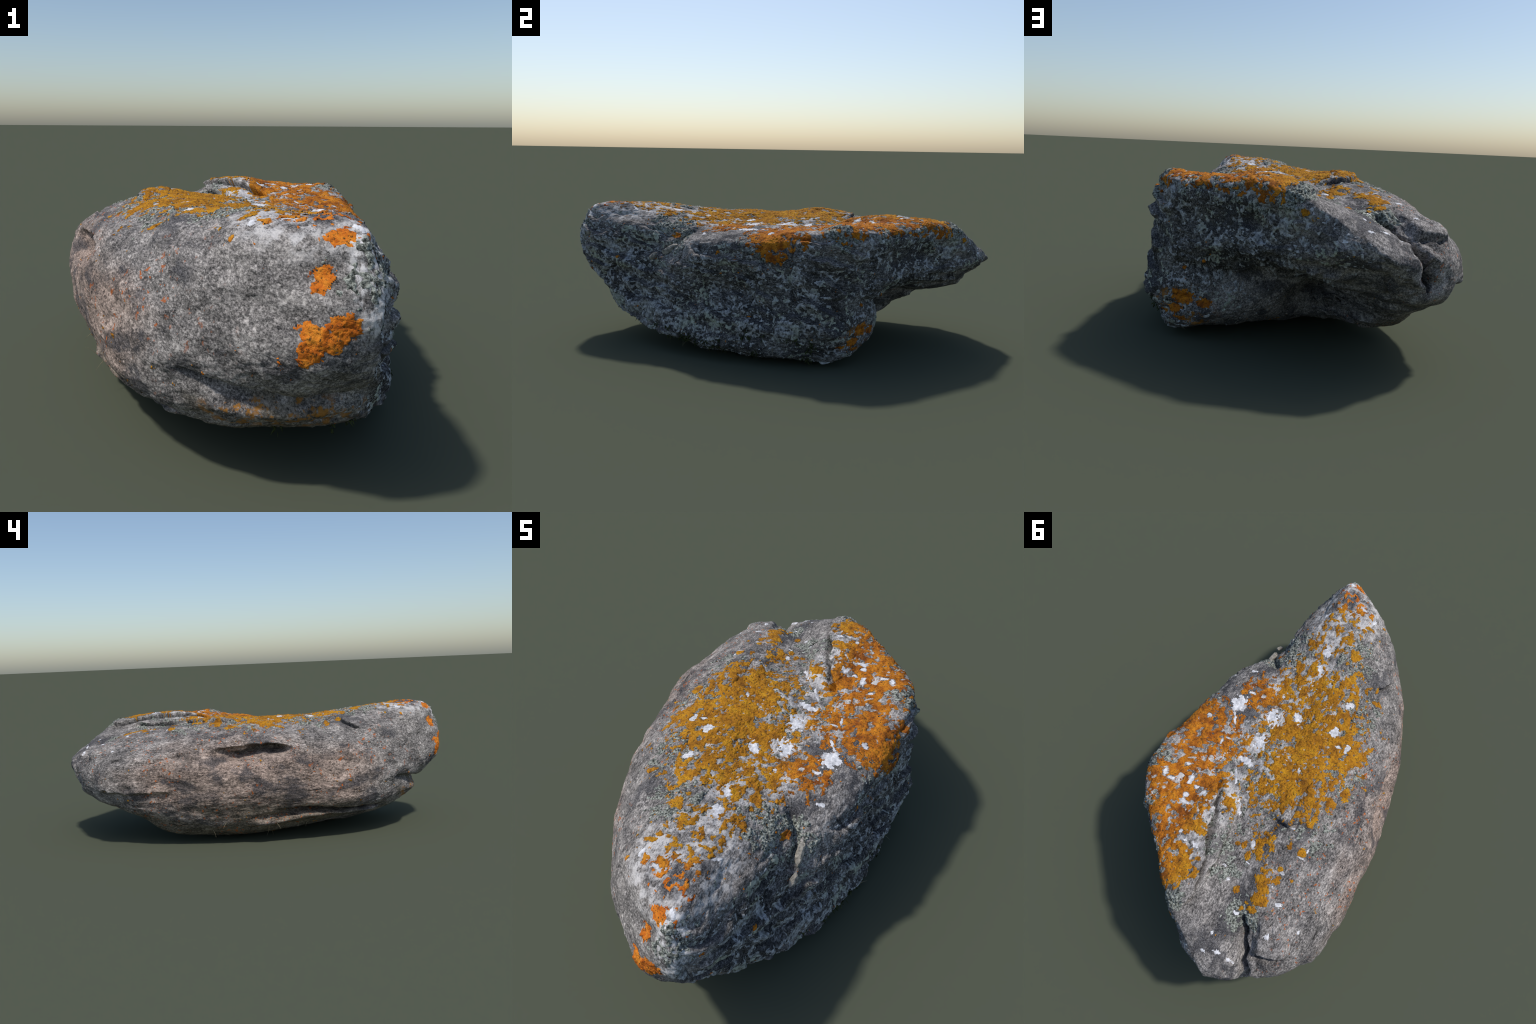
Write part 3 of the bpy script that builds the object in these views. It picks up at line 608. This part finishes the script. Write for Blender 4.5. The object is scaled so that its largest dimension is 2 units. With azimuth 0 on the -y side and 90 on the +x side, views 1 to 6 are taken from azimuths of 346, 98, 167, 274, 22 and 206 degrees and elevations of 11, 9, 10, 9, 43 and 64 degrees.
# the bare leaf of rock beside the slab stays clear
edge_x = np.interp(P[:, 1], [y for _, y, _ in SLAB_EDGE], [x for x, _, _ in SLAB_EDGE])
bare = smooth(0.40, 0.50, P[:, 1]) * smooth(0.0, -0.02, P[:, 0] - edge_x) * smooth(-0.12, -0.08, P[:, 0] - edge_x)
orange = orange - 0.45 * bare
def sized(spots, k):
    return [(x, y, z, a * k, b * k, turn) for x, y, z, a, b, turn in spots]


# chalky patches gather mid-crown; elsewhere they shrink to flecks
WHITE_SPOTS = sized(WHITE_SPOTS_CROWN[:11], 1.25) + sized(WHITE_SPOTS_CROWN[11:] + WHITE_SPOTS_SOUTH, 0.9) + sized(WHITE_SPOTS_NORTH + WHITE_SPOTS_WEST, 0.8)
white = spot_field(WHITE_SPOTS, 1.2) - 0.17 + 0.75 * fbm((P * 62).astype(f32), 3, 97, 0.6)
orange = np.minimum(orange, -white - 0.05)
# pale rosettes crowd the broken wall, leafy tufts the brow and the gaps
wall_now = smooth(0.1, 0.4, N[:, 0] + 0.35 * N[:, 1]) * smooth(0.75, 0.45, N[:, 2]) * smooth(-0.05, 0.1, P[:, 0] + 0.12)
pale_mottle = 0.45 * fbm((warp * 10).astype(f32), 2, 101) + 0.85 * fbm((P * 55).astype(f32), 3, 103, 0.6)
band = 0.10 * np.exp(-((P[:, 2] - 0.17) / 0.07) ** 2) + 0.10 * smooth(-0.3, -0.7, P[:, 1])
pale = np.maximum(-0.6 + wall_now * (0.47 + 1.4 * band) + pale_mottle * (wall_now > 0), spot_field(PALE_SPOTS_NORTH + PALE_SPOTS_EAST + PALE_SPOTS_BENCH + PALE_SPOTS_SOUTH, 1.0) * 0.8 - 0.30 + 0.9 * fbm((P * 60).astype(f32), 3, 107, 0.65))
pale = np.minimum(pale, -orange - 0.03)
LEAFY_FIELDS = [
    (0.46, 0.31, 0.60, 0.10, 0.22), (0.36, 0.50, 0.58, 0.10, 0.05), (0.22, 0.66, 0.58, 0.12, 0.02), (0.12, 0.80, 0.58, 0.07, 0.22),
    (0.06, 0.50, 0.57, 0.12, 0.02), (-0.02, 0.58, 0.55, 0.10, -0.02), (-0.17, 0.74, 0.50, 0.09, 0.15), (-0.28, 0.0, 0.58, 0.14, -0.02),
    (-0.22, -0.28, 0.60, 0.14, 0.0), (-0.12, -0.52, 0.62, 0.12, 0.06), (0.17, -0.48, 0.55, 0.12, 0.08), (0.25, -0.42, 0.48, 0.10, 0.02),
    (-0.28, 0.30, 0.56, 0.12, -0.05), (0.08, -0.96, 0.55, 0.10, 0.0), (0.42, -0.05, 0.52, 0.10, 0.0), (0.0, 0.1, 0.58, 0.35, -0.15),
]
leaf_cover = np.full(len(P), -0.6)
for x, y, z, r, amount in LEAFY_FIELDS:
    d2 = ((P - (x, y, z)) ** 2).sum(1) / r ** 2
    leaf_cover = np.maximum(leaf_cover, -0.6 + (amount + 0.6) * np.exp(-d2 ** 2 * 0.7))
leafy = leaf_cover + 0.6 * fbm((P * 22).astype(f32), 2, 111) + 0.5 * fbm((P * 60).astype(f32), 2, 113)
leafy = np.minimum(np.minimum(leafy, -orange - 0.03), -white - 0.03)

crust("orange_lichen", orange, 0.0030, 0.0036, 62, named=60)
crust("white_lichen", white, 0.0007, 0.0005, 90, named=60)
crust("pale_lichen", pale, 0.0022, 0.0022, 80, named=80)
crust("leafy_lichen", leafy, 0.0045, 0.0060, 85, named=40)

# ------------------------------------------- chips, moss and dead grass ----


def plain(name, colour, spread=0.5, scale=60):
    m = Nodes(name)
    g = m.noise(scale, 4, 0.65)
    lo = tuple(k * (1 - spread) for k in colour)
    hi = tuple(min(1, k * (1 + spread)) for k in colour)
    return m.finish(m.colours(g, (0.35, lo), (0.65, hi)), g, 0.5, 0.004, 0.9)


def chip(name, centre, size, axis, material, seed):
    """A small angular stone wedged against the rock."""
    d, q = box_lattice(28, 40, 24)
    axis = np.asarray(axis, float) / np.linalg.norm(axis)
    side = np.cross(axis, (0.2, 0.1, 1))
    side /= np.linalg.norm(side)
    frame = np.stack([side, axis, np.cross(side, axis)])
    planes = np.random.default_rng(seed).normal(size=(16, 3))
    planes /= np.linalg.norm(planes, axis=1, keepdims=True)
    r = np.minimum(1.25, (0.85 / np.maximum(d @ planes.T, 1e-3)).min(1))
    v = d * r[:, None] * np.asarray(size)
    v += d * (0.10 * min(size) * fbm((d * 4).astype(f32), 3, seed))[:, None]
    mesh_object(name, v @ frame + centre, q, material)


grey_chip = plain("weathered_chip", (0.27, 0.25, 0.215))
chip("stone_chip", (0.285, -0.475, 0.462), (0.015, 0.042, 0.013), (-0.05, 0.75, 0.45), grey_chip, 3)
chip("stone_chip", (0.290, -0.555, 0.425), (0.012, 0.022, 0.012), (0.1, 0.6, 0.6), grey_chip, 4)
chip("quartz_knob", (0.432, 0.255, 0.030), (0.020, 0.026, 0.018), (0.2, 1, 0.2), plain("milky_quartz", (0.40, 0.42, 0.44)), 6)

# moss clings along the lower rim, hanging in ragged tufts
rim = np.where((P[:, 2] < 0.15) & (P[:, 2] > 0.012) & (N[:, 2] < -0.15) & (N[:, 2] > -0.8) & (P[:, 1] < 0.2) & (P[:, 0] > -0.05))[0]
picks = rng.choice(rim, 150)
clump = noise((P[picks] * 9).astype(f32), 121)
picks = picks[clump > 0.02]
leaf_v, leaf_q = [], []
for k in picks:
    base, n = P[k] - N[k] * 0.004, N[k]
    for _ in range(7):
        d = n * rng.uniform(0.5, 1) + rng.normal(size=3) * 0.55 + (0, 0, -0.35)
        d /= np.linalg.norm(d)
        s = np.cross(d, rng.normal(size=3))
        s /= np.linalg.norm(s)
        t = np.cross(s, d)
        length, wide = rng.uniform(0.006, 0.016), rng.uniform(0.002, 0.0045)
        o = base + rng.normal(size=3) * 0.007
        b = len(leaf_v) * 8
        leaf_v.append([o + s * wide, o + t * wide * 0.6, o - s * wide, o - t * wide * 0.6,
                       *(o + d * length + x * wide * 0.35 + (0, 0, -0.25 * length) for x in (s, t * 0.6, -s, -t * 0.6))])
        leaf_q += [[b + i, b + (i + 1) % 4, b + 4 + (i + 1) % 4, b + 4 + i] for i in range(4)] + [[b + 4, b + 5, b + 6, b + 7]]
if leaf_v:
    mesh_object("moss_tuft", np.concatenate(leaf_v), np.array(leaf_q), plain("damp_moss", (0.035, 0.045, 0.014), 0.7, 90), "stuff")

# dead grass blades caught under the edge
blade_v, blade_q = [], []
foot = np.where((P[:, 2] < 0.12) & (P[:, 2] > 0.01) & (N[:, 2] < 0.1) & ((P[:, 0] > 0.3) | (P[:, 0] < -0.3)) & (P[:, 1] < 0.35))[0]
for k in rng.choice(foot, 26):
    o, d = P[k].copy(), N[k] + rng.normal(size=3) * 0.8
    d /= np.linalg.norm(d)
    s = np.cross(d, (0, 0, 1)) * 0.0011
    t = np.cross(s, d)
    ring0 = len(blade_v)
    for j in range(6):
        w = 1 - 0.16 * j
        blade_v += [o + s * w, o + t * w, o - s * w, o - t * w]
        o = o + d * rng.uniform(0.006, 0.010)
        o[2] = max(o[2], 0.003)
        d = d + (0, 0, -0.16) + rng.normal(size=3) * 0.05
        d /= np.linalg.norm(d)
        if j:
            for i in range(4):
                a0, b0 = ring0 + (j - 1) * 4, ring0 + j * 4
                blade_q.append([a0 + i, a0 + (i + 1) % 4, b0 + (i + 1) % 4, b0 + i])
mesh_object("dry_grass", np.array(blade_v), np.array(blade_q), plain("straw", (0.30, 0.25, 0.16), 0.4, 40), "stuff")
